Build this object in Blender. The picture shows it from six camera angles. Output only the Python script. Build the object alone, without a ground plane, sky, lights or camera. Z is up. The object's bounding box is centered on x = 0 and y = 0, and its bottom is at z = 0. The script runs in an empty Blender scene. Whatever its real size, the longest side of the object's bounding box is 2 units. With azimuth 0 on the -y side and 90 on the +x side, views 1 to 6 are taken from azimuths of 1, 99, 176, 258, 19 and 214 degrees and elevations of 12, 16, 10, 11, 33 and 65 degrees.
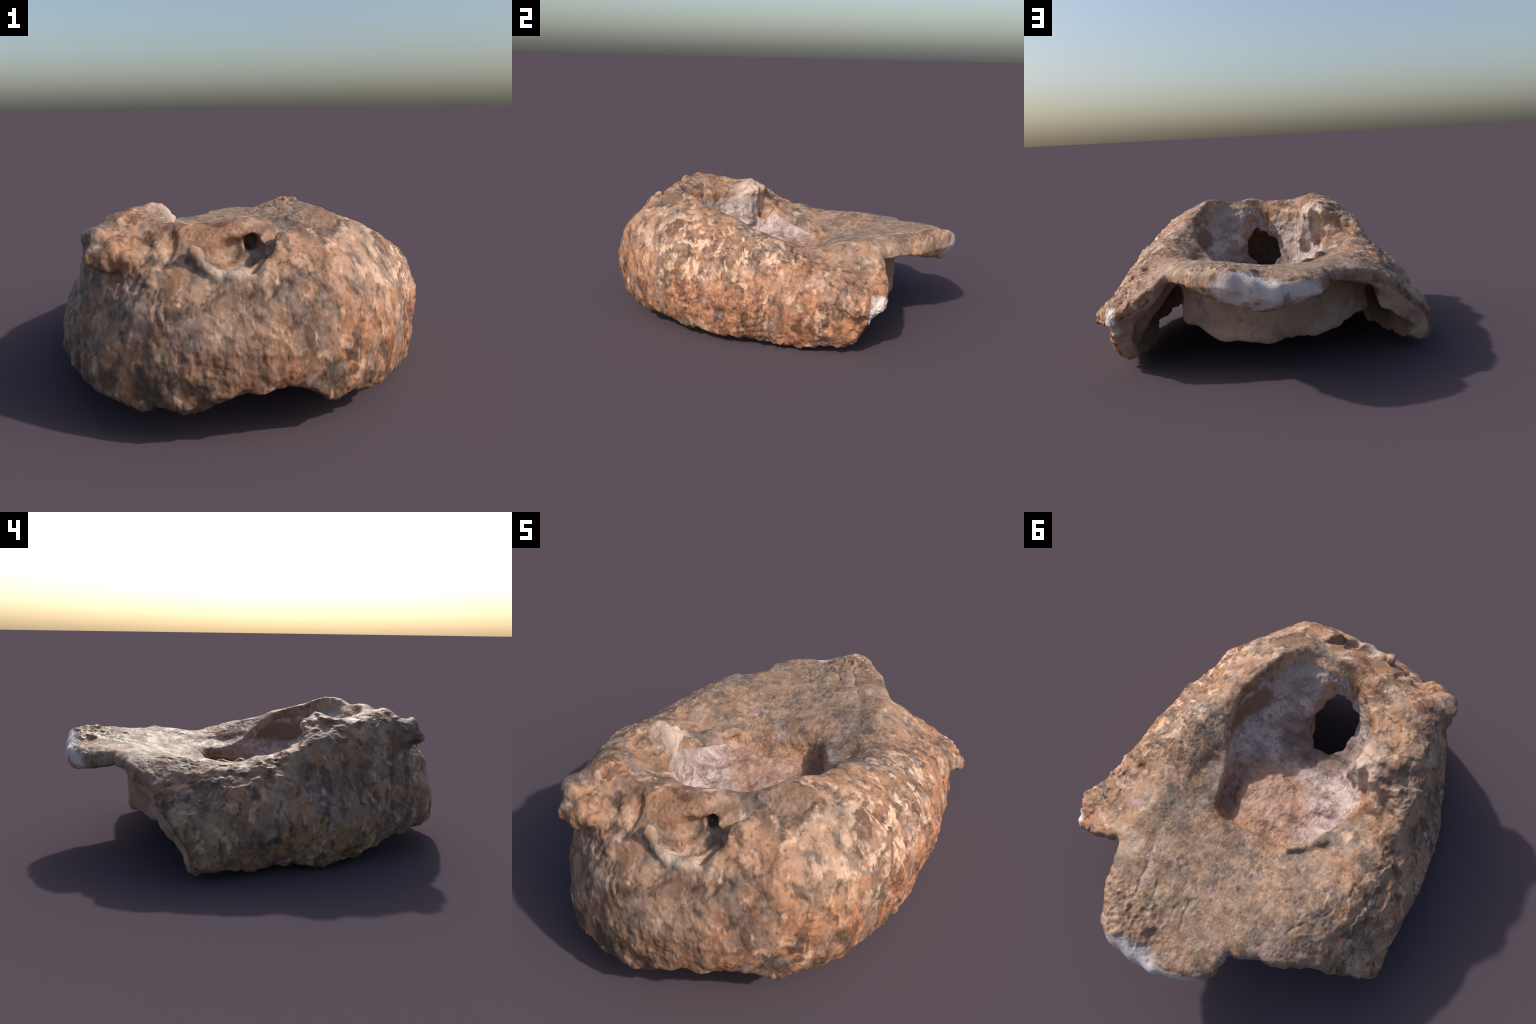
# Fossil snout fragment: a hollow horseshoe of bone with a roof, a deep oval
# nasal pit, a rear shelf, a knobbly boss and broken flanges.
# The body is one implicit solid (wall + roof + core - pit - holes) that is
# meshed with surface nets, roughened with noise, and cut by region into parts.
import bpy, numpy as np
from math import pi, radians

STEP = 0.0085
LO = np.array([-0.92, -1.08, -0.05])
HI = np.array([0.92, 1.07, 0.80])

# ----------------------------------------------------------------- helpers
def smin(a, b, k):
    h = np.clip(0.5 + 0.5 * (b - a) / k, 0, 1)
    return b + (a - b) * h - k * h * (1 - h)

def smax(a, b, k):
    return -smin(-a, -b, k)

def gauss(x, s):
    return np.exp(-(x / s) ** 2)

def sstep(a, b, x):
    t = np.clip((x - a) / (b - a), 0, 1)
    return t * t * (3 - 2 * t)

class Spline:
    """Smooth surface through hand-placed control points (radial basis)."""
    def __init__(self, P, v, smooth=1e-3, tps=True):
        self.P = np.array(P, float)
        self.tps = tps
        n, d = self.P.shape
        A = np.zeros((n + d + 1, n + d + 1))
        A[:n, :n] = self.k(self.P) + smooth * np.eye(n) * (1 if not tps else -1) * -1
        A[:n, n] = 1
        A[n, :n] = 1
        A[:n, n + 1:] = self.P
        A[n + 1:, :n] = self.P.T
        self.w = np.linalg.solve(A, np.r_[np.array(v, float), np.zeros(d + 1)])
    def k(self, X):
        d2 = ((X[:, None, :] - self.P[None]) ** 2).sum(2)
        if self.tps:
            return 0.5 * d2 * np.log(d2 + 1e-12)
        return np.sqrt(d2)
    def __call__(self, *cols):
        sh = cols[0].shape
        X = np.stack([c.ravel() for c in cols], 1)
        out = np.empty(len(X))
        n = len(self.P)
        for i in range(0, len(X), 20000):
            x = X[i:i + 20000]
            out[i:i + 20000] = self.k(x) @ self.w[:n] + self.w[n] + x @ self.w[n + 1:]
        return out.reshape(sh)

def periodic(deg, val, q):
    """Value at angle q (degrees) through control values at angles deg."""
    d = np.array(deg, float); v = np.array(val, float)
    o = np.argsort(d); d = d[o]; v = v[o]
    d = np.r_[d[-2:] - 360, d, d[:2] + 360]; v = np.r_[v[-2:], v, v[:2]]
    q = (q + 180) % 360 - 180
    i = np.clip(np.searchsorted(d, q) - 1, 1, len(d) - 3)
    t = (q - d[i]) / (d[i + 1] - d[i])
    m0 = (v[i + 1] - v[i - 1]) / (d[i + 1] - d[i - 1]) * (d[i + 1] - d[i])
    m1 = (v[i + 2] - v[i]) / (d[i + 2] - d[i]) * (d[i + 1] - d[i])
    return ((2*t**3 - 3*t*t + 1) * v[i] + (t**3 - 2*t*t + t) * m0
            + (-2*t**3 + 3*t*t) * v[i + 1] + (t**3 - t*t) * m1)

def poly_sd(px, py, poly):
    V = np.array(poly); d = np.full(px.shape, 1e9); ins = np.zeros(px.shape, bool)
    for (x0, y0), (x1, y1) in zip(V, np.roll(V, -1, 0)):
        ex, ey = x1 - x0, y1 - y0
        t = np.clip(((px - x0) * ex + (py - y0) * ey) / (ex * ex + ey * ey), 0, 1)
        d = np.minimum(d, (px - x0 - t * ex) ** 2 + (py - y0 - t * ey) ** 2)
        with np.errstate(divide='ignore', invalid='ignore'):
            c = ((y0 > py) != (y1 > py)) & (px < (x1 - x0) * (py - y0) / (y1 - y0 + 1e-12) + x0)
        ins ^= c
    return np.where(ins, -1, 1) * np.sqrt(d)

# ---- numpy noise
def _hash(ix, iy, iz, seed):
    h = (ix.astype(np.uint32) * np.uint32(374761393) + iy.astype(np.uint32) * np.uint32(668265263)
         + iz.astype(np.uint32) * np.uint32(2147483647) + np.uint32(seed * 974711 + 17))
    h = (h ^ (h >> np.uint32(13))) * np.uint32(1274126177)
    h = (h ^ (h >> np.uint32(15))) * np.uint32(2246822519)
    return (h ^ (h >> np.uint32(16)))

def noise(P, scale, seed=0):
    """Smooth gradient noise, about -1..1."""
    q = P / scale + 100.0
    i = np.floor(q).astype(np.int64); f = q - i
    u = f * f * f * (f * (f * 6 - 15) + 10)
    out = 0
    for a in (0, 1):
        for b in (0, 1):
            for c in (0, 1):
                h = _hash(i[:, 0] + a, i[:, 1] + b, i[:, 2] + c, seed)
                g = ((h & np.uint32(1023)) / 511.5 - 1) * (f[:, 0] - a) \
                    + (((h >> np.uint32(10)) & np.uint32(1023)) / 511.5 - 1) * (f[:, 1] - b) \
                    + (((h >> np.uint32(20)) & np.uint32(1023)) / 511.5 - 1) * (f[:, 2] - c)
                w = (u[:, 0] if a else 1 - u[:, 0]) * (u[:, 1] if b else 1 - u[:, 1]) * (u[:, 2] if c else 1 - u[:, 2])
                out = out + w * g
    return out * 1.4

def fbm(P, scale, seed=0, oct=3):
    s = 0; a = 1
    for o in range(oct):
        s = s + a * noise(P, scale / 2 ** o, seed + o * 7); a *= 0.5
    return s

def cells(P, scale, seed=0):
    """Distance to the nearest scattered point, in units of scale."""
    q = P / scale + 100.0
    i = np.floor(q).astype(np.int64); best = np.full(len(P), 9.0)
    for a in (-1, 0, 1):
        for b in (-1, 0, 1):
            for c in (-1, 0, 1):
                j = i + (a, b, c)
                h = _hash(j[:, 0], j[:, 1], j[:, 2], seed)
                p = np.stack([h & np.uint32(1023), (h >> np.uint32(10)) & np.uint32(1023),
                              (h >> np.uint32(20)) & np.uint32(1023)], 1) / 1023.0
                best = np.minimum(best, ((j + p - q) ** 2).sum(1))
    return np.sqrt(best)

# ------------------------------------------------------- shape: outer wall
YC = -0.05          # polar centre of the wall; azimuth 0 = front, 90 = +x
WALL = [  # points on the outer face of the wall
    # front
    (.1, -.73, .64), (.1, -.82, .58), (.02, -.87, .482), (.1, -.965, .36), (.1, -.985, .25), (.1, -.97, .14), (.1, -.90, .0),
    (-.2, -.80, .58), (-.2, -.88, .48), (-.15, -.945, .371), (-.2, -.965, .25), (-.2, -.97, .15), (-.2, -.95, .06), (-.2, -.88, -.03),
    # front right
    (.36, -.873, .2), (.35, -.857, .1), (.37, -.88, .32), (.38, -.85, .45), (.35, -.77, .58), (.45, -.79, .33), (.31, -.62, .66),
    (.51, -.68, .45), (.61, -.48, .49), (.555, -.42, .561), (.672, -.422, .275), (.55, -.69, .25), (.54, -.66, .08),
    # right
    (.685, -.2, .45), (.55, -.2, .555), (.69, 0, .43), (.59, 0, .505), (.70, .15, .41), (.72, -.25, .3), (.735, -.2, .2),
    (.77, 0, .3), (.775, 0, .2), (.72, -.2, .1), (.68, -.3, .0), (.62, -.45, .0), (.69, 0, .0), (.71, .3, 0), (.69, .44, .0),
    (.77, .2, .25), (.75, .2, .1), (.735, .5, .30), (.755, .5, .15), (.775, .35, .25), (.78, .35, .12), (.745, .33, .33),
    (.745, .62, .3), (.765, .62, .15), (.73, .6, .0), (-.86, .6, .1), (-.72, .6, .25), (-.58, .6, .39), (-.72, .6, -.02),
    # left
    (-.56, .4, .43), (-.63, .4, .36), (-.73, .4, .25), (-.80, .4, .12), (-.80, .4, .05), (-.74, .4, -.02),
    (-.54, 0, .51), (-.66, 0, .42), (-.76, 0, .3), (-.79, 0, .18), (-.76, .2, .30), (-.68, .2, .40), (-.76, 0, .08), (-.70, 0, 0),
    (-.69, -.3, .32), (-.575, -.3, .50), (-.735, -.3, .2), (-.735, -.3, .1), (-.69, -.3, 0),
    (-.59, -.6, .3), (-.61, -.59, .15), (-.655, -.47, .2), (-.58, -.57, .02), (-.55, -.6, .45), (-.525, -.56, .58),
    (-.40, -.79, .45), (-.42, -.86, .3), (-.43, -.87, .15), (-.40, -.82, .03), (-.36, -.74, .56),
]
W = np.array(WALL)
w_az = np.arctan2(W[:, 0], -(W[:, 1] - YC)); w_r = np.hypot(W[:, 0], W[:, 1] - YC)
wall_spline = Spline(np.stack([np.cos(w_az), np.sin(w_az), W[:, 2] * 1.6], 1), w_r, 2e-3, tps=False)

FOOT = ([-140, -125, -112, -98, -80, -65, -52, -40, -28, -15, -8, 3, 14, 24, 34, 48, 65, 90, 110, 122, 132, 145],
        [.055, .045, .03, .02, .012, .03, .075, .11, .105, .11, .12, .168, .172, .10, .10, .075, .06, .045, .03, .05, .08, .10])
WALL_T = ([-150, -120, -90, -40, 0, 40, 90, 120, 150], [.14, .14, .12, .10, .14, .10, .10, .11, .11])

# -------------------------------------------------------------- shape: roof
ROOF = [
    # rear shelf
    (.19, .95, .56), (.30, .85, .55), (.10, .97, .52), (0, .95, .495), (-.12, .93, .50), (-.2, .9, .49), (-.24, .8, .495),
    (.23, .85, .565), (.35, .75, .545), (.42, .62, .515), (.2, .7, .54), (.05, .8, .52), (0, .7, .512), (-.1, .8, .508),
    # saddle between the shelf and the pit
    (-.1, .5, .472), (.05, .5, .478), (.1, .35, .445), (.17, .45, .482), (-.15, .3, .42), (.28, .25, .445), (.35, .4, .50),
    (.40, .5, .518), (-.236, .2, .42), (-.34, .03, .46), (.455, .52, .52), (-.27, .414, .475),
    # left shoulder
    (-.45, .45, .475), (-.45, .2, .46), (-.5, .3, .465), (-.5, .05, .495), (-.42, .64, .465),
    (-.58, .4, .415), (-.63, .3, .405), (-.6, .57, .375), (-.7, .5, .29), (-.72, .25, .375), (-.64, 0, .48),
    # right crest
    (.38, .1, .45), (.40, -.08, .525), (.40, -.2, .605), (.38, -.33, .64), (.45, -.35, .62), (.45, -.19, .585), (.46, -.07, .55),
    (.46, .1, .50), (.46, .2, .48), (.46, .38, .50), (.55, -.2, .54), (.57, .12, .495), (.66, -.2, .52), (.7, .05, .45),
    # right flange
    (.545, .50, .415), (.675, .45, .38), (.79, .6, .295), (.70, .3, .40), (.604, .227, .462), (.82, .4, .33), (.6, .62, .39),
    # front rim
    (.3, -.53, .695), (.2, -.58, .69), (.159, -.668, .64), (.02, -.66, .685), (-.08, -.6, .66), (-.15, -.66, .665), (.1, -.6, .675), (-.2, -.55, .64),
    (-.27, -.64, .675), (-.33, -.73, .61), (-.4, -.63, .69), (-.3, -.4, .645), (-.57, -.42, .60), (-.49, -.46, .655), (-.5, -.21, .60), (-.5, -.13, .55), (-.38, -.11, .53),
    (-.36, -.186, .655), (-.31, -.25, .675), (-.57, -.1, .55), (-.21, -.745, .60), (-.1, -.79, .57), (.1, -.8, .59), (.3, -.75, .61),
    (.43, -.46, .64), (.52, -.5, .61),
]
R_ = np.array(ROOF)
roof_spline = Spline(R_[:, :2], R_[:, 2], 2e-4)

PLAN = [(1.2, -1.2), (1.2, .2), (.81, .50), (.775, .59), (.74, .625), (.6, .62), (.48, .605), (.44, .625), (.40, .72), (.365, .81),
        (.325, .885), (.262, .945), (.175, .992), (.09, 1.0), (-.02, .975), (-.1, .95), (-.18, .91), (-.228, .85), (-.235, .80),
        (-.25, .755), (-.445, .655), (-.54, .58), (-.67, .515), (-.78, .455), (-1.2, .36), (-1.2, -1.2)]

# --------------------------------------------------------------- shape: pit
PX, PY = .02, -.17
PIT_RIM = [(.184, -.54), (.285, -.39), (.345, -.226), (.338, -.099), (.28, .02), (.236, .15), (.19, .225), (.08, .235), (-.016, .215),
           (-.175, .185), (-.29, .07), (-.34, -.1), (-.286, -.21), (-.235, -.28), (-.226, -.39), (-.14, -.49), (.014, -.585), (.092, -.575)]
PR = np.array(PIT_RIM)
pit_az = np.degrees(np.arctan2(PR[:, 0] - PX, -(PR[:, 1] - PY))); pit_r = np.hypot(PR[:, 0] - PX, PR[:, 1] - PY)
FLOOR = [(.1, -.1, .33), (.03, .16, .37), (-.075, .195, .36), (.18, .17, .30), (-.16, .05, .36), (-.26, -.08, .38), (.22, -.1, .34),
         (.25, -.3, .41), (.2, -.36, .42), (.25, -.46, .59), (0, -.5, .57), (.067, -.34, .34), (-.12, -.477, .42), (0, -.28, .31), (-.15, -.25, .32),
         (-.2, -.4, .40), (.1, -.52, .59)]
F_ = np.array(FLOOR)
floor_spline = Spline(F_[:, :2], F_[:, 2], 2e-4)
CORE = [(.06, .69, .14), (.25, .6, .165), (.43, .5, .24), (-.5, .4, .20), (-.1, .6, .145), (-.29, .5, .145), (-.44, .45, .20), (0, .3, .14), (0, 0, .11),
        (.3, .1, .2), (-.3, .1, .22), (0, -.28, .11), (.2, -.28, .17), (-.2, -.28, .18), (0, -.55, .48), (.3, -.45, .42), (-.25, -.45, .34)]
C_ = np.array(CORE)
core_spline = Spline(C_[:, :2], C_[:, 2], 2e-4)

def ellipsoid(X, Y, Z, c, r):
    q = np.sqrt(((X - c[0]) / r[0]) ** 2 + ((Y - c[1]) / r[1]) ** 2 + ((Z - c[2]) / r[2]) ** 2)
    return (q - 1) * min(r)

def capsule(X, Y, Z, a, b, ra, rb):
    a = np.array(a); b = np.array(b); d = b - a
    t = np.clip(((X - a[0]) * d[0] + (Y - a[1]) * d[1] + (Z - a[2]) * d[2]) / (d @ d), 0, 1)
    return np.sqrt((X - a[0] - t * d[0]) ** 2 + (Y - a[1] - t * d[1]) ** 2 + (Z - a[2] - t * d[2]) ** 2) - (ra + (rb - ra) * t)

def build_field():
    nx, ny, nz = np.ceil((HI - LO) / STEP).astype(int)
    x = LO[0] + STEP * np.arange(nx); y = LO[1] + STEP * np.arange(ny); z = LO[2] + STEP * np.arange(nz)
    x2, y2 = np.meshgrid(x, y, indexing='ij')
    f32 = np.float32
    T2 = roof_spline(x2, y2)
    az2 = np.arctan2(x2, -(y2 - YC)); r2 = np.hypot(x2, y2 - YC); azd = np.degrees(az2)
    # wall radius on an (azimuth, z) table
    ta = np.linspace(-pi, pi, 361)
    A, ZZ = np.meshgrid(ta, z, indexing='ij')
    RT = wall_spline(np.cos(A), np.sin(A), ZZ * 1.6)
    ia = (az2 + pi) / (2 * pi) * 360; i0 = np.clip(ia.astype(int), 0, 359); fa = (ia - i0)[..., None]
    R3 = (RT[i0] * (1 - fa) + RT[i0 + 1] * fa).astype(f32)
    X = x2[..., None].astype(f32); Y = y2[..., None].astype(f32); Z = z[None, None, :].astype(f32)
    r3 = r2[..., None].astype(f32)
    T3 = T2[..., None].astype(f32)
    fout = (r3 - R3) * 0.85
    gx, gy = np.gradient(T2, STEP)
    slope = np.sqrt(1 + np.clip(gx ** 2 + gy ** 2, 0, 4))[..., None].astype(f32)
    ftop = (Z - T3) / slope
    edge_n = 0.018 * np.sin(x2 * 23 + 1.3 * np.sin(y2 * 17)) * np.cos(y2 * 19 + x2 * 7) + 0.010 * np.sin(x2 * 61 + y2 * 37) * np.sin(y2 * 53)
    plan = (poly_sd(x2, y2, PLAN) + edge_n * 0.5)
    # roof slab
    th2 = .06 + .095 * gauss(x2 - .14, .25) * sstep(.55, .85, y2) * .85 + .015 * sstep(.7, .85, y2) + .05 * gauss(x2 + .45, .25) * gauss(y2 + .55, .4) + .13 * gauss(x2 + .36, .12) * gauss(y2 + .15, .14) + .02 * sstep(.2, -.3, y2) + .09 * gauss(x2 - .02, .2) * gauss(y2 + .76, .1)
    behind = sstep(118, 142, np.abs(azd))[..., None].astype(f32)
    roof = smax(smax(fout - behind * .8, ftop, .05), plan[..., None].astype(f32) + .55 * np.clip(T3 - .07 - Z, 0, .2) * sstep(.5, .7, y2)[..., None].astype(f32), .035)
    roof = smax(roof, (T3 - th2[..., None].astype(f32) - Z) / slope, .03)
    # wall shell
    foot2 = periodic(*FOOT, azd) + edge_n * 0.7
    t2 = periodic(*WALL_T, azd)
    shift = np.clip(.34 - z, 0, 1) * .5; shift_l = np.clip(.22 - z, 0, 1) * .2
    planw = np.stack([poly_sd(x2, y2 + np.where(x2 > 0, s, sl), PLAN) for s, sl in zip(shift, shift_l)], 2) + (edge_n * .4)[..., None]
    wall = smax(smax(fout, ftop, .05), planw.astype(f32), .02)
    wall = smax(wall, foot2[..., None].astype(f32) - Z, .025)
    wall = smax(wall, -(fout + t2[..., None].astype(f32)), .02)
    flank = np.minimum(y2 - .25, .50 - np.abs(x2))
    wall = smax(wall, flank[..., None].astype(f32), .03)
    # thick broken web of the left wall
    web = smax(smax(fout, ftop, .05), planw.astype(f32), .02)
    web = smax(web, ((X + .46) + (.40 - Z) * .95) * .72, .02)
    web = smax(web, .15 - Y, .05)
    web = smax(web, foot2[..., None].astype(f32) - Z, .025)
    wall = smin(wall, web, .02)
    # and of the right wall
    web = smax(smax(fout, ftop, .05), planw.astype(f32) + .13, .02)
    web = smax(web, ((.45 - X) + (.40 - Z) * .72) * .8, .02)
    web = smax(web, -.05 - Y, .05)
    web = smax(web, foot2[..., None].astype(f32) - Z, .025)
    wall = smin(wall, web, .02)
    # core under the pit
    pd = periodic(pit_az, pit_r, np.degrees(np.arctan2(x2 - PX, -(y2 - PY))))
    pr = np.hypot(x2 - PX, y2 - PY)
    rear = np.mean([np.interp(x2 + o, [-.55, -.45, -.3, -.1, .05, .2, .35, .45], [.40, .44, .53, .635, .69, .64, .56, .46]) for o in (-.09, -.06, -.03, 0, .03, .06, .09)], 0)
    corebox = np.maximum(np.abs(x2 + .045) - (.465 + .02 * np.sin(y2 * 25)), np.maximum(y2 - rear, -.1 - y2) * .9)
    coreplan = np.minimum(pr - pd - .075, corebox)[..., None].astype(f32)
    cb = core_spline(x2, y2) + edge_n * .5
    F2 = floor_spline(x2, y2)
    cb = np.where(pr < pd + .08, np.minimum(cb, F2 - .06), cb)
    core = smax(smax(coreplan, Z - (T3 - .02), .02), cb[..., None].astype(f32) - Z, .03)
    core = smax(core, fout - behind * .8 + .02, .02)
    body = smin(smin(roof, wall, .045), core, .045)
    # carved and added features sit in slightly crooked coordinates, so none is a clean ball or drill hole
    Xs, Ys, Zs = X, Y, Z
    wob = lambda a, b, c, k, p: .007 * np.sin(k * a + 1.7 * np.sin(.8 * k * b + p) + .6 * p) + .005 * np.sin(2.3 * k * b - 1.9 * k * c + p)
    X = Xs + wob(Ys, Zs, Xs, 31, .4); Y = Ys + wob(Zs, Xs, Ys, 34, 1.9); Z = Zs + wob(Xs, Ys, Zs, 29, 3.1)
    # boss on the front left corner, pillar on the pit edge
    for c, rad in (((-.425, -.668, .605), (.10, .108, .078)), ((-.37, -.60, .64), (.10, .09, .05)), ((-.40, -.72, .58), (.10, .09, .045)),
                   ((-.48, -.25, .575), (.07, .08, .04)), ((-.31, -.25, .62), (.05, .06, .055))):
        body = smin(body, ellipsoid(X, Y, Z, c, rad), .03)
    # pit
    lean = (Z - .45) * .18
    pitwall = ((pr - pd)[..., None].astype(f32) - lean)
    pit = smax(pitwall, F2[..., None].astype(f32) - Z, .05)
    soft = (.025 + .09 * sstep(-.05, .2, y2) * sstep(.28, .12, x2))[..., None].astype(f32)
    body = smax(body, -pit, soft)
    # slots at the right rear of the pit, seam under the left rear lip
    for a, b, ra in (((.262, .04, .34), (.215, .205, .36), .016), ((.205, .08, .31), (.175, .19, .32), .015), ((-.14, .175, .375), (-.30, -.05, .405), .022)):
        body = smax(body, -capsule(X, Y, Z, a, b, ra, ra * .8), .012)
    # folds down the rear wall of the pit and a lens-shaped lip on its left rear
    for px in (-.075, .015, .085):
        body = smax(body, -capsule(X, Y, Z, (px, .12, .375), (px * 1.15, .245, .43), .016, .010), .015)
    body = smin(body, capsule(X, Y, Z, (-.20, .215, .415), (-.30, .11, .435), .018, .022), .02)
    pillar = capsule(X, Y, Z, (-.305, -.25, .615), (-.255, -.245, .45), .05, .03)
    body = smin(body, pillar, .03)
    # big hole through the front of the pit floor
    ha = np.arctan2(Y + .43, X + .03)
    hole = np.sqrt(((X + .03) / .108) ** 2 + ((Y + .445) / .118) ** 2) - 1 + .05 * np.sin(3 * ha + 1) + .02 * np.sin(7 * ha)
    hole = smax(hole * .1, Z - .62, .03)
    body = smax(body, -hole, .02)
    # hollow under the front brow: basin, pale lip, foramen, diagonal crease, ridge and notch
    body = smin(body, ellipsoid(X, Y, Z, (.165, -.715, .60), (.07, .07, .055)), .03)
    body = smax(body, -ellipsoid(X, Y, Z, (.02, -.83, .61), (.105, .12, .065)), .02)
    chain = lambda pts, r: [capsule(X, Y, Z, p, q, r, r) for p, q in zip(pts, pts[1:])]
    for c in chain([(-.10, -.785, .605), (-.02, -.755, .58), (.05, -.75, .58), (.085, -.74, .61)], .034):
        body = smax(body, -c, .012)
    for c in chain([(-.112, -.80, .60), (-.085, -.82, .56), (-.04, -.834, .535), (.01, -.84, .527), (.05, -.833, .54)], .021):
        body = smin(body, c, .014)
    body = smax(body, -capsule(X, Y, Z, (.165, -.695, .67), (.075, -.835, .545), .028, .022), .008)
    body = smax(body, -capsule(X, Y, Z, (.07, -.76, .63), (.055, -.63, .61), .042, .022), .01)
    body = smax(body, -capsule(X, Y, Z, (-.225, -.815, .575), (-.20, -.71, .655), .024, .02), .012)
    # undercut below the boss
    for c in chain([(-.585, -.60, .525), (-.50, -.76, .52), (-.40, -.83, .525), (-.31, -.86, .535)], .030):
        body = smax(body, -c, .02)
    # lumps and hollows of the broken flange
    body = smin(body, ellipsoid(X, Y, Z, (.72, .52, .30), (.055, .07, .055)), .03)
    body = smax(body, -ellipsoid(X, Y, Z, (.60, .34, .475), (.05, .09, .04)), .03)
    body = smax(body, -ellipsoid(X, Y, Z, (.66, .56, .43), (.04, .06, .035)), .03)
    # hollow beside the pillar, running out as a trough over the left rim
    body = smax(body, -ellipsoid(X, Y, Z, (-.325, -.155, .53), (.06, .055, .10)), .02)
    body = smax(body, -capsule(X, Y, Z, (-.32, -.15, .60), (-.56, -.10, .58), .045, .03), .03)
    # shallow furrows across the saddle
    for p, q in (((-.12, .40, .475), (-.33, .43, .505)), ((.02, .66, .54), (.06, .86, .555))):
        body = smax(body, -capsule(X, Y, Z, p, q, .016, .022), .03)
    # dent on the left shoulder
    body = smax(body, -ellipsoid(X, Y, Z, (-.46, .21, .51), (.06, .05, .045)), .03)
    return body.astype(f32), (x, y, z), dict(T=T2, pd=pd, pr=pr, F=F2)

def surface_nets(f):
    nx, ny, nz = f.shape
    s = f < 0
    c = np.zeros((nx - 1, ny - 1, nz - 1), np.int8)
    for a in (0, 1):
        for b in (0, 1):
            for d in (0, 1):
                c += s[a:nx - 1 + a, b:ny - 1 + b, d:nz - 1 + d]
    act = (c > 0) & (c < 8)
    idx = np.full(act.shape, -1, np.int64)
    cells_ = np.argwhere(act); idx[act] = np.arange(len(cells_))
    i, j, k = cells_.T
    acc = np.zeros((len(cells_), 3)); cnt = np.zeros(len(cells_))
    corners = [(a, b, d) for a in (0, 1) for b in (0, 1) for d in (0, 1)]
    val = {q: f[i + q[0], j + q[1], k + q[2]].astype(float) for q in corners}
    for p in corners:
        for ax in range(3):
            if p[ax]:
                continue
            q = list(p); q[ax] = 1; q = tuple(q)
            v0, v1 = val[p], val[q]
            m = (v0 < 0) != (v1 < 0)
            t = np.where(m, v0 / np.where(m, v0 - v1, 1), 0)
            pt = np.array(p, float)[None].repeat(len(t), 0); pt[:, ax] += t
            acc += pt * m[:, None]; cnt += m
    P = cells_ + acc / cnt[:, None]
    faces = []
    for ax in range(3):
        u, v = (ax + 1) % 3, (ax + 2) % 3
        sl0 = [slice(None)] * 3; sl1 = [slice(None)] * 3
        sl0[ax] = slice(0, -1); sl1[ax] = slice(1, None)
        a, b = s[tuple(sl0)], s[tuple(sl1)]
        e = np.argwhere(a != b)
        e = e[(e[:, u] > 0) & (e[:, v] > 0) & (e[:, u] < f.shape[u] - 1) & (e[:, v] < f.shape[v] - 1)]
        inside = s[e[:, 0], e[:, 1], e[:, 2]]
        def at(du, dv):
            g = e.copy(); g[:, u] -= du; g[:, v] -= dv
            return idx[g[:, 0], g[:, 1], g[:, 2]]
        q = np.stack([at(1, 1), at(0, 1), at(0, 0), at(1, 0)], 1)
        q[~inside] = q[~inside][:, ::-1]
        faces.append(q)
    return P, np.concatenate(faces)

def drop_islands(P, Fq):
    lab = np.arange(len(P))
    while True:
        m = lab[Fq].min(1)
        new = lab.copy()
        for c in range(4):
            np.minimum.at(new, Fq[:, c], m)
        new = new[new]
        if (new == lab).all():
            break
        lab = new
    keepl = np.bincount(lab).argmax()
    kf = lab[Fq[:, 0]] == keepl
    used = np.unique(Fq[kf]); mp = np.full(len(P), -1); mp[used] = np.arange(len(used))
    return P[used], mp[Fq[kf]]

def subdivide(P, Fq, smooth=True):
    """One level of Catmull-Clark-like quad subdivision."""
    n = len(P)
    e = np.concatenate([Fq[:, [0, 1]], Fq[:, [1, 2]], Fq[:, [2, 3]], Fq[:, [3, 0]]])
    es = np.sort(e, 1); key = es[:, 0] * n + es[:, 1]
    uk, inv = np.unique(key, return_inverse=True)
    ev = np.stack([uk // n, uk % n], 1)
    fc = P[Fq].mean(1)
    em = P[ev].mean(1)
    m = len(Fq)
    efsum = np.zeros((len(uk), 3)); efc = np.zeros(len(uk))
    for c in range(4):
        np.add.at(efsum, inv[c * m:(c + 1) * m], fc); np.add.at(efc, inv[c * m:(c + 1) * m], 1)
    ep = 0.5 * em + 0.5 * efsum / efc[:, None]
    vs = np.zeros((n, 3)); vc = np.zeros(n)
    for c in range(2):
        np.add.at(vs, ev[:, c], ep); np.add.at(vc, ev[:, c], 1)
    vp = 0.5 * P + 0.5 * vs / vc[:, None]
    NP = np.concatenate([vp, ep, fc])
    ei = inv.reshape(4, m) + n
    fi = np.arange(m) + n + len(uk)
    quads = [np.stack([Fq[:, c], ei[c], fi, ei[(c + 3) % 4]], 1) for c in range(4)]
    return NP, np.concatenate(quads)

def vertex_normals(P, Fq):
    a = P[Fq[:, 2]] - P[Fq[:, 0]]; b = P[Fq[:, 3]] - P[Fq[:, 1]]
    fn = np.cross(a, b); N = np.zeros_like(P)
    for c in range(4):
        np.add.at(N, Fq[:, c], fn)
    return N / (np.linalg.norm(N, axis=1, keepdims=True) + 1e-12)

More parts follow.
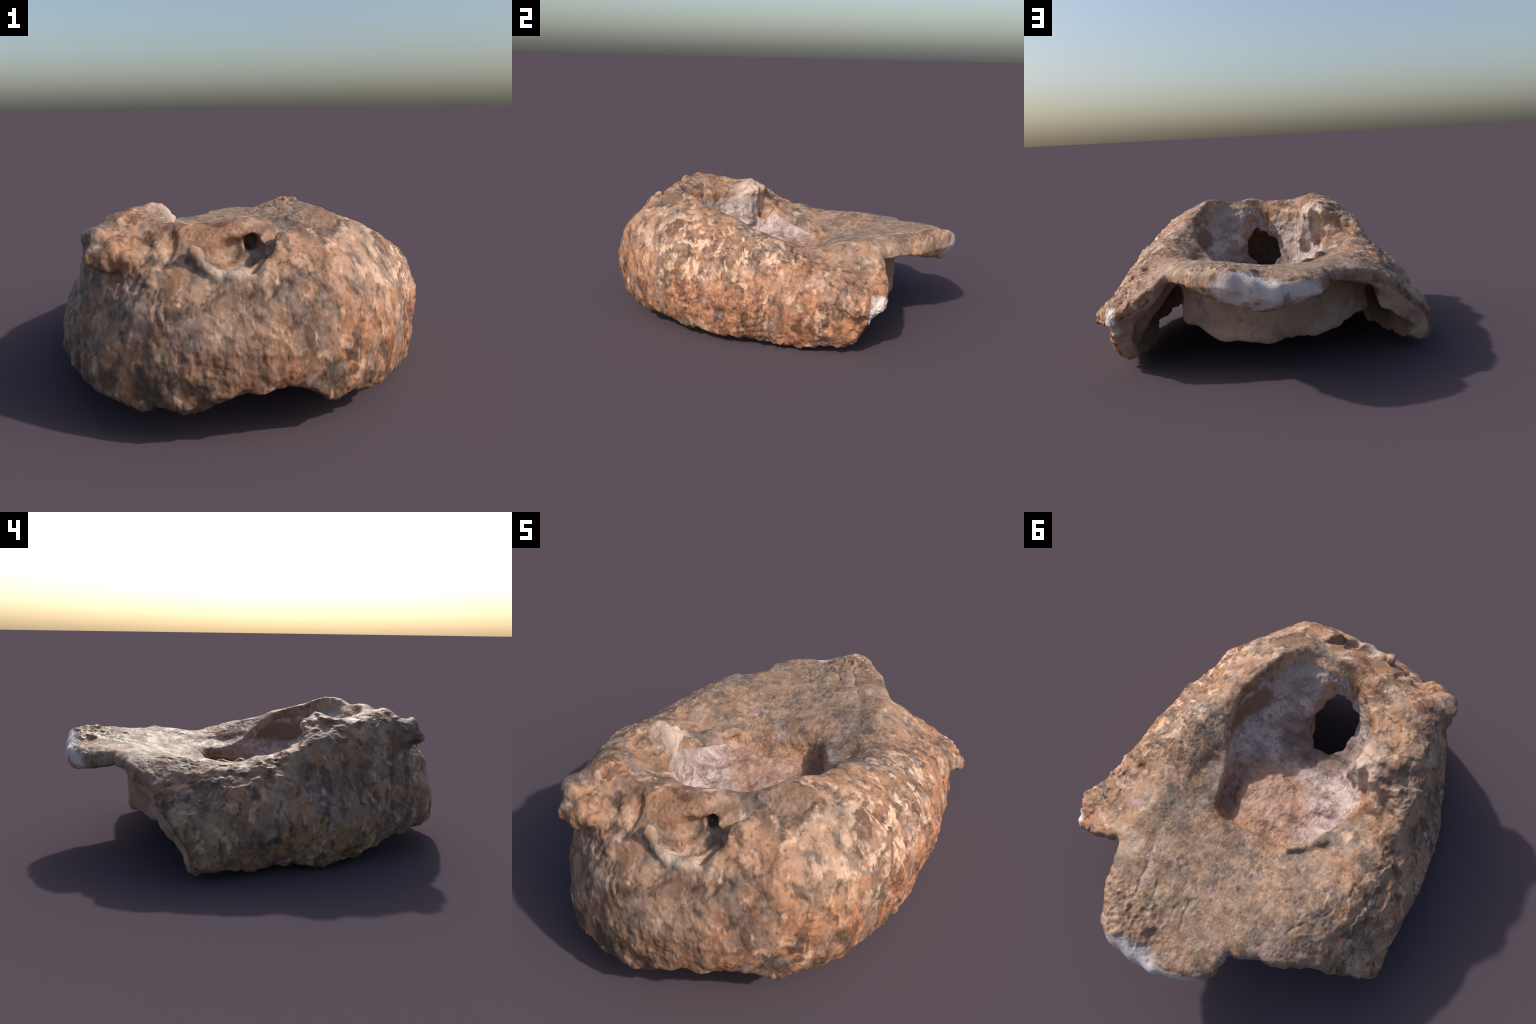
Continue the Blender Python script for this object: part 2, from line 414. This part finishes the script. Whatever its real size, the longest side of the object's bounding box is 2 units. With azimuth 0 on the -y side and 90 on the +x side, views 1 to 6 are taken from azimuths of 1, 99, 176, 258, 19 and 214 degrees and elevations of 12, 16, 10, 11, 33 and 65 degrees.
def sample2(grid, axes, x, y):
    x0, y0 = axes[0][0], axes[1][0]
    fx = np.clip((x - x0) / STEP, 0, grid.shape[0] - 1.001); fy = np.clip((y - y0) / STEP, 0, grid.shape[1] - 1.001)
    i, j = fx.astype(int), fy.astype(int); a, b = fx - i, fy - j
    return (grid[i, j] * (1 - a) * (1 - b) + grid[i + 1, j] * a * (1 - b) + grid[i, j + 1] * (1 - a) * b + grid[i + 1, j + 1] * a * b)

def wall_depth(P):
    """How far inside the outer wall face a point lies (positive = inside)."""
    az = np.arctan2(P[:, 0], -(P[:, 1] - YC))
    return wall_spline(np.cos(az), np.sin(az), P[:, 2] * 1.6) - np.hypot(P[:, 0], P[:, 1] - YC)

field, axes, G = build_field()
P, Fq = surface_nets(field)
P = LO + P * STEP
P, Fq = drop_islands(P, Fq)
P, Fq = subdivide(P, Fq)
N = vertex_normals(P, Fq)

# ------------------------------------------------------------ region weights
x, y, z = P.T
Tz = sample2(G['T'], axes, x, y)
prim = sample2(G['pr'] - G['pd'], axes, x, y)
depth = wall_depth(P)
below = Tz - z
Fz = sample2(G['F'], axes, x, y)
ragged = 0.012 * noise(P, .05, 5)
near = prim < .055
groove = (y < -.55) & (z > .42)
inner = (depth > .03) & (below > .045) & ((~near) | (z < Fz - .03)) & ~groove
inner &= ~((y > .72) & (N[:, 1] > .2))
w_pit = sstep(.05, .0, prim + ragged) * sstep(.02, .06, below + ragged) * (~inner) * (~groove | (prim < 0))
w_in = inner.astype(float)
w_wall = (1 - w_in) * (1 - w_pit) * sstep(.10, .0, depth)
w_roof = np.clip(1 - w_in - w_pit - w_wall, 0, 1)

# ------------------------------------------------------------------- relief
big = fbm(P, .22, 1, 2)
mid = fbm(P, .075, 11, 3)
fine = fbm(P, .03, 21, 2)
Pv = P * np.array([1, 1, .45])
vert = fbm(Pv, .035, 31, 2)
c1 = cells(P * np.array([1, 1, .8]), .036, 3); c2 = cells(P, .021, 4)
pits = sstep(.60, .2, c1) * sstep(-.1, .5, noise(P, .12, 41)) + .45 * sstep(.5, .15, c2)
right = sstep(-.1, .3, x) * sstep(-.9, -.4, y)
left = sstep(.0, -.4, x)
flake = lambda sc, sd, e=.07: sstep(-e, e, noise(P * np.array([1, 1, .8]), sc, sd) + .35 * noise(P, sc * .45, sd + 3)) - .5
calm = sstep(-.35, .35, noise(P, .25, 91)) * .8 + .5          # some areas are worn smooth
basin = sstep(.08, -.02, ellipsoid(x, y, z, (.02, -.76, .60), (.15, .10, .10)))
calm = calm * (1 - .8 * basin) * (1 - .5 * sstep(.08, -.02, ellipsoid(x, y, z, (-.05, -.88, .45), (.14, .12, .12))))
flow = P @ np.array([[1, 0, 0], [0, 1, .35], [0, -.2, .38]])
ridges = fbm(flow, .028, 33, 2)
chips = flake(.085, 61, .3) * .0045 + flake(.048, 62, .3) * .004
disp = (.007 * big + .0025 * mid) * (1 - .7 * basin)
disp += w_wall * calm * (.003 * mid + .0025 * fine + .0035 * vert * left + .006 * ridges * right - .0045 * pits * (.2 + 1.1 * right) + .8 * chips)
disp += w_roof * calm * (.0012 * fine - .0025 * pits + .001 * mid + .25 * chips)
disp += w_pit * (.005 * mid + .004 * fine - .003 * pits + .3 * chips)
disp += w_in * .003 * mid
low = sstep(.25, .0, z) * w_wall
nod = cells(P, .045, 9)
disp += low * (.006 * noise(P, .06, 51) + .007 * sstep(.65, .15, nod) - .003)
# bedded ledges on the left shoulder and flange
lam = (z * 1.0 + .10 * y + .10 * noise(P, .25, 71) + .03 * mid) / .06
led = (lam - np.floor(lam)); led = led * led * sstep(1.0, .8, led)
ledge = np.maximum(sstep(-.35, -.5, x) * sstep(-.1, .1, y) * sstep(.25, .35, z), sstep(.5, .6, x) * sstep(.2, .35, y))
disp += ledge * (1 - w_in) * .012 * led * sstep(-.3, .3, noise(P, .12, 73))
crag = sstep(-.2, -.28, x) * sstep(-.05, -.14, y) * sstep(.50, .56, z)
disp += crag * (.010 * flake(.13, 83, .1) + .005 * flake(.07, 84, .15))
filled = sstep(.80, .86, y) * sstep(.2, .5, N[:, 1]) * (z < .56)
disp *= 1 - .8 * filled
boss = sstep(.08, -.02, ellipsoid(x, y, z, (-.42, -.66, .63), (.13, .14, .10)))
disp = disp * (1 - .55 * boss) + boss * (.006 * noise(P, .11, 81) + .005 * flake(.12, 82, .12))
# thin open cracks on the roof
def line_dist(pts):
    qx = x + .014 * noise(P, .07, 95) + .006 * noise(P, .025, 96); qy = y + .014 * noise(P, .07, 97)
    d = np.full(len(P), 9.0)
    for (x0, y0), (x1, y1) in zip(pts, pts[1:]):
        ex, ey = x1 - x0, y1 - y0
        t = np.clip(((qx - x0) * ex + (qy - y0) * ey) / (ex * ex + ey * ey), 0, 1)
        d = np.minimum(d, np.hypot(qx - x0 - t * ex, qy - y0 - t * ey))
    return d
for pts in ([(-.12, .50), (-.27, .41), (-.36, .33)], [(.25, .33), (.30, .52), (.22, .76)], [(-.33, .64), (-.50, .38), (-.56, .12)],
            [(-.05, .90), (.0, .72), (.05, .60)], [(.10, .95), (.14, .78), (.2, .62)]):
    disp -= (w_roof + .5 * w_wall) * (z > .3) * .005 * np.exp(-(line_dist(pts) / .007) ** 2) * sstep(-.25, .1, noise(P, .09, 98))
P = P + N * disp[:, None]
P[:, 2] = np.maximum(P[:, 2], .004 + .3 * np.minimum(P[:, 2] - .004, 0) * 0)
ctr = (P[:, :2].max(0) + P[:, :2].min(0)) / 2
print('centre offset', ctr, 'extent', P.max(0) - P.min(0))
N = vertex_normals(P, Fq)

# ----------------------------------------------------------------- materials
class Nodes:
    def __init__(self, name):
        self.m = bpy.data.materials.new(name); self.m.use_nodes = True
        self.t = self.m.node_tree; self.t.nodes.clear()
        self.co = self.n('ShaderNodeTexCoord').outputs['Object']
    def n(self, kind, **kw):
        nd = self.t.nodes.new(kind)
        for k, v in kw.items():
            setattr(nd, k, v)
        return nd
    def set(self, sock, v):
        if hasattr(v, 'is_linked'):
            self.t.links.new(v, sock)
        else:
            sock.default_value = v
    def map(self, scale=(1, 1, 1), loc=(0, 0, 0)):
        m = self.n('ShaderNodeMapping'); self.set(m.inputs['Vector'], self.co)
        m.inputs['Scale'].default_value = scale; m.inputs['Location'].default_value = loc
        return m.outputs[0]
    def noise(self, scale, detail=4, rough=.6, vec=None, dist=0.0):
        t = self.n('ShaderNodeTexNoise'); self.set(t.inputs['Vector'], vec or self.co)
        t.inputs['Scale'].default_value = scale; t.inputs['Detail'].default_value = detail
        t.inputs['Roughness'].default_value = rough; t.inputs['Distortion'].default_value = dist
        return t.outputs['Fac']
    def voronoi(self, scale, vec=None):
        t = self.n('ShaderNodeTexVoronoi'); self.set(t.inputs['Vector'], vec or self.co); t.inputs['Scale'].default_value = scale
        return t.outputs['Distance']
    def ramp(self, fac, a, b, va=0.0, vb=1.0):
        r = self.n('ShaderNodeMapRange', interpolation_type='SMOOTHSTEP')
        self.set(r.inputs['Value'], fac)
        for k, v in zip(('From Min', 'From Max', 'To Min', 'To Max'), (a, b, va, vb)):
            r.inputs[k].default_value = v
        return r.outputs[0]
    def math(self, op, a, b=0.0):
        m = self.n('ShaderNodeMath', operation=op); self.set(m.inputs[0], a); self.set(m.inputs[1], b)
        return m.outputs[0]
    def mix(self, fac, a, b):
        m = self.n('ShaderNodeMix', data_type='RGBA'); self.set(m.inputs[0], fac)
        self.set(m.inputs[6], (*a, 1) if isinstance(a, tuple) else a); self.set(m.inputs[7], (*b, 1) if isinstance(b, tuple) else b)
        return m.outputs[2]
    def blob(self, c, r, edge=.25, wob=.35, freq=9):
        """Soft ragged ellipsoidal mask around c in object space."""
        v = self.n('ShaderNodeVectorMath', operation='SUBTRACT'); self.set(v.inputs[0], self.co); v.inputs[1].default_value = c
        s = self.n('ShaderNodeVectorMath', operation='DIVIDE'); self.set(s.inputs[0], v.outputs[0]); s.inputs[1].default_value = r
        l = self.n('ShaderNodeVectorMath', operation='LENGTH'); self.set(l.inputs[0], s.outputs[0])
        d = self.math('ADD', l.outputs['Value'], self.math('MULTIPLY', self.math('SUBTRACT', self.noise(freq, 3), .5), wob * 2))
        return self.ramp(d, 1 + edge, 1 - edge)

def srgb(r, g, b):
    f = lambda c: (c / 255 / 12.92) if c / 255 <= .04045 else ((c / 255 + .055) / 1.055) ** 2.4
    return tuple(min(1.0 * f(c), .8) for c in (r, g, b))

def fossil_material(name, kind):
    g = Nodes(name)
    stretch = g.map((1, 1, .6))
    # weathered bone: soft mottling of tan, brown, iron orange, grey film and pale worn spots
    warp = g.map((1, 1, .75))
    soft = lambda sc, lo, hi, off, k, d=3.0, r=.55, st=(1, 1, .75): g.math('MULTIPLY', g.ramp(g.noise(sc, d, r, g.map(st, off), .4), lo, hi), k)
    flowst = (1, 1, .62)
    col = g.mix(soft(8, .38, .62, (0, 0, 0), 1), srgb(122, 92, 72), srgb(164, 130, 106))
    col = g.mix(soft(5, .44, .60, (3, 1, 2), .75), col, srgb(164, 116, 84))
    warm = g.math('MAXIMUM', g.blob((.66, -.30, .15), (.35, .95, .30), .5, .35, 6), g.blob((.38, -.92, .12), (.35, .3, .3), .5, .3, 8))
    rust = g.mix(soft(17, .38, .62, (9, 2, 5), 1, 3, .6, flowst), srgb(118, 73, 50), srgb(180, 122, 88))
    col = g.mix(g.math('MULTIPLY', g.math('MULTIPLY', warm, soft(5, .28, .50, (2, 7, 7), 1)), .92), col, rust)
    ochre = g.blob((-.78, .15, .08), (.3, .75, .16), .5, .3, 8)
    col = g.mix(g.math('MULTIPLY', ochre, .65), col, g.mix(soft(14, .4, .6, (1, 1, 6), 1), srgb(112, 84, 52), srgb(152, 116, 74)))
    top = g.blob((.0, .50, .48), (.55, .50, .13), .4, .25, 5)
    grain = g.mix(g.ramp(g.noise(20, 4, .65, g.map((.5, 1.4, 1), (4, 4, 4))), .38, .62), srgb(122, 100, 82), srgb(164, 138, 114))
    col = g.mix(g.math('MULTIPLY', top, .6), col, grain)
    greyzone = g.math('MAXIMUM', g.blob((-.60, -.60, .28), (.35, .45, .25), .5, .3, 5), g.blob((-.1, .30, .45), (.45, .35, .12), .5, .3, 5))
    grey = g.ramp(g.math('ADD', g.noise(6.5, 4, .6, g.map((1, 1, .8), (7, 5, 1)), .5), g.math('MULTIPLY', greyzone, .06)), .52, .64)
    col = g.mix(g.math('MULTIPLY', grey, .7), col, g.mix(soft(18, .4, .6, (8, 8, 1), 1), srgb(86, 75, 68), srgb(126, 112, 104)))
    col = g.mix(soft(9, .56, .68, (1, 9, 4), .55), col, srgb(166, 138, 128))
    tfade = g.ramp(top, 0, 1, 1.0, .45)
    col = g.mix(g.math('MULTIPLY', soft(16, .51, .65, (2, 2, 8), .8, 3, .6, (1, 1, .6)), tfade), col, g.mix(soft(4, .4, .6, (5, 5, 5), 1), srgb(92, 62, 46), srgb(72, 60, 52)))
    col = g.mix(g.math('MULTIPLY', soft(17, .56, .70, (5, 8, 3), .65, 3, .55, (1, 1, .7)), tfade), col, srgb(212, 172, 144))
    pz = g.math('MULTIPLY', g.blob((.60, -.30, .48), (.18, .48, .17), .6, .5, 12), soft(19, .50, .62, (6, 1, 1), 1, 3, .6, flowst))
    col = g.mix(g.math('MULTIPLY', pz, .85), col, srgb(222, 184, 154))
    pd_ = g.math('MULTIPLY', g.blob((.60, -.15, .48), (.18, .55, .17), .6, .5, 12), soft(21, .54, .66, (3, 6, 2), 1, 3, .6, flowst))
    col = g.mix(g.math('MULTIPLY', pd_, .8), col, srgb(84, 66, 54))
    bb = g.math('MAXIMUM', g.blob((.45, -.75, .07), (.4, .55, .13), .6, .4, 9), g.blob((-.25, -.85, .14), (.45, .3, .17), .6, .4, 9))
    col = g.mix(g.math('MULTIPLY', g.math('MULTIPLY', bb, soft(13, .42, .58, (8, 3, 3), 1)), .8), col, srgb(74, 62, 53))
    col = g.mix(g.math('MULTIPLY', g.blob((.0, -.84, .535), (.07, .03, .03), .3, .4, 20), .7), col, srgb(196, 176, 156))
    tint = g.ramp(g.noise(48, 4, .65), .3, .7, .82, 1.14)
    hsv = g.n('ShaderNodeHueSaturation'); g.set(hsv.inputs['Color'], col); g.set(hsv.inputs['Value'], tint); hsv.inputs['Saturation'].default_value = .97; hsv.inputs['Hue'].default_value = .5015
    col = hsv.outputs[0]
    spots = g.math('MULTIPLY', g.ramp(g.voronoi(34, stretch), .26, .10), g.ramp(g.noise(9, 2), .48, .6))
    col = g.mix(g.math('MULTIPLY', spots, .6), col, srgb(74, 60, 50))
    rough = .72
    # pale lining of the pit
    pit = g.mix(g.ramp(g.noise(14, 6, .72), .40, .60), srgb(150, 130, 124), srgb(196, 174, 166))
    pit = g.mix(g.math('MULTIPLY', g.ramp(g.noise(24, 6, .75, g.map((1, 1, 1), (4, 2, 6))), .52, .64), .7), pit, srgb(112, 80, 64))
    tanfloor = g.blob((.06, .08, .34), (.25, .24, .2), .3, .3, 8)
    pit = g.mix(g.math('MULTIPLY', tanfloor, .8), pit, g.mix(g.ramp(g.noise(20, 5, .7), .4, .6), srgb(146, 106, 84), srgb(176, 136, 112)))
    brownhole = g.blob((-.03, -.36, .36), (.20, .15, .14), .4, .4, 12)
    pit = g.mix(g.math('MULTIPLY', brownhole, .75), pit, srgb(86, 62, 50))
    plaster_strip = g.blob((.335, -.26, .50), (.07, .22, .06), .25, .4, 12)
    greyrim = g.math('MULTIPLY', g.blob((.02, -.2, .60), (.42, .50, .12), .25, .2, 10), .55)
    pit = g.mix(greyrim, pit, srgb(132, 118, 108))
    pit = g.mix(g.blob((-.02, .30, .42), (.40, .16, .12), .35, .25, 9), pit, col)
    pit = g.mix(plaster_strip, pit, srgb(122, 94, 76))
    # plaster: smooth pale fill on the broken shelf edge and brown fill in the cavity
    white = g.mix(g.ramp(g.noise(9, 3), .35, .65), srgb(196, 178, 172), srgb(208, 194, 188))
    white = g.mix(g.math('MULTIPLY', g.ramp(g.noise(7, 5, .65, g.map((1, 1, 1), (2, 6, 3))), .54, .62), .75), white, srgb(126, 104, 88))
    brown = g.mix(g.ramp(g.noise(5, 4), .35, .65), srgb(154, 124, 106), srgb(174, 144, 126))
    shelf = g.math('MAXIMUM', g.blob((.16, 1.04, .44), (.24, .14, .13), .2, .3, 8), g.blob((-.12, 1.0, .40), (.22, .13, .09), .2, .3, 8))
    shelf = g.math('MAXIMUM', shelf, g.blob((.775, .60, .22), (.07, .055, .15), .2, .25, 10))
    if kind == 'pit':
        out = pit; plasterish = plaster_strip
    elif kind == 'cavity':
        out = g.mix(g.math('MULTIPLY', g.ramp(g.noise(11, 5, .7), .54, .66), .6), brown, srgb(112, 96, 90)); plasterish = g.ramp(g.noise(3), 0, .1, .6, .6)
        out = g.mix(shelf, out, white)
    else:
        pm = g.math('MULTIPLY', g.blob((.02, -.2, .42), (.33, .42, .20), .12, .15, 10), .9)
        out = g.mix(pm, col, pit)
        frost = g.blob((-.30, -.26, .60), (.10, .10, .12), .4, .5, 14)
        out = g.mix(g.math('MULTIPLY', frost, .8), out, srgb(198, 172, 156))
        out = g.mix(shelf, out, white)
        plasterish = shelf
    bs = g.n('ShaderNodeBsdfPrincipled')
    g.set(bs.inputs['Base Color'], out)
    g.set(bs.inputs['Roughness'], g.ramp(g.noise(14, 3), .3, .7, .48, .75))
    bs.inputs['Specular IOR Level'].default_value = .35
    b = g.n('ShaderNodeBump'); b.inputs['Distance'].default_value = .006
    g.set(b.inputs['Strength'], g.ramp(plasterish, 0, 1, .6, .06))
    h = g.math('ADD', g.noise(40, 4, .6, stretch), g.math('MULTIPLY', g.ramp(g.voronoi(42, stretch), .05, .45), .45))
    g.set(b.inputs['Height'], h); g.set(bs.inputs['Normal'], b.outputs[0])
    o = g.n('ShaderNodeOutputMaterial'); g.set(o.inputs['Surface'], bs.outputs[0])
    return g.m

bone = fossil_material('weathered_bone', 'bone')
lining = fossil_material('pit_lining', 'pit')
fill = fossil_material('cavity_plaster', 'cavity')

# --------------------------------------------------------------------- parts
fc = P[Fq].mean(1)
pick = lambda a: a[Fq].mean(1)
knob = ellipsoid(fc[:, 0], fc[:, 1], fc[:, 2], (-.42, -.68, .64), (.17, .17, .12)) < 0
region = np.where(pick(w_in) > .5, 'inner_cavity',
         np.where(pick(w_pit) > .5, 'nasal_pit',
         np.where(knob, 'bony_boss',
         np.where((fc[:, 1] > .62), 'rear_shelf',
         np.where((fc[:, 0] > .5) & (fc[:, 1] > .25), 'broken_flange',
         np.where(pick(w_wall) > .45, 'snout_wall', 'skull_roof'))))))

root = bpy.data.objects.new('fossil_snout', None)
root.empty_display_size = .2
root['label'] = 'hollow fossil snout bone with deep oval nasal pit'
root['category'] = 'fossil bone'
bpy.context.collection.objects.link(root)
for name in ('snout_wall', 'skull_roof', 'rear_shelf', 'broken_flange', 'bony_boss', 'nasal_pit', 'inner_cavity'):
    q = Fq[region == name]
    used = np.unique(q); mp = np.full(len(P), -1); mp[used] = np.arange(len(used))
    v = P[used].astype(np.float32); f = mp[q].astype(np.int32)
    me = bpy.data.meshes.new(name)
    me.vertices.add(len(v)); me.vertices.foreach_set('co', v.ravel())
    me.loops.add(f.size); me.loops.foreach_set('vertex_index', f.ravel())
    me.polygons.add(len(f)); me.polygons.foreach_set('loop_start', np.arange(0, f.size, 4, dtype=np.int32))
    me.update(calc_edges=True)
    me.polygons.foreach_set('use_smooth', np.ones(len(f), bool))
    me.normals_split_custom_set_from_vertices(N[used].astype(np.float32))
    me.materials.append(lining if name == 'nasal_pit' else fill if name == 'inner_cavity' else bone)
    ob = bpy.data.objects.new(name, me)
    ob.parent = root
    bpy.context.collection.objects.link(ob)
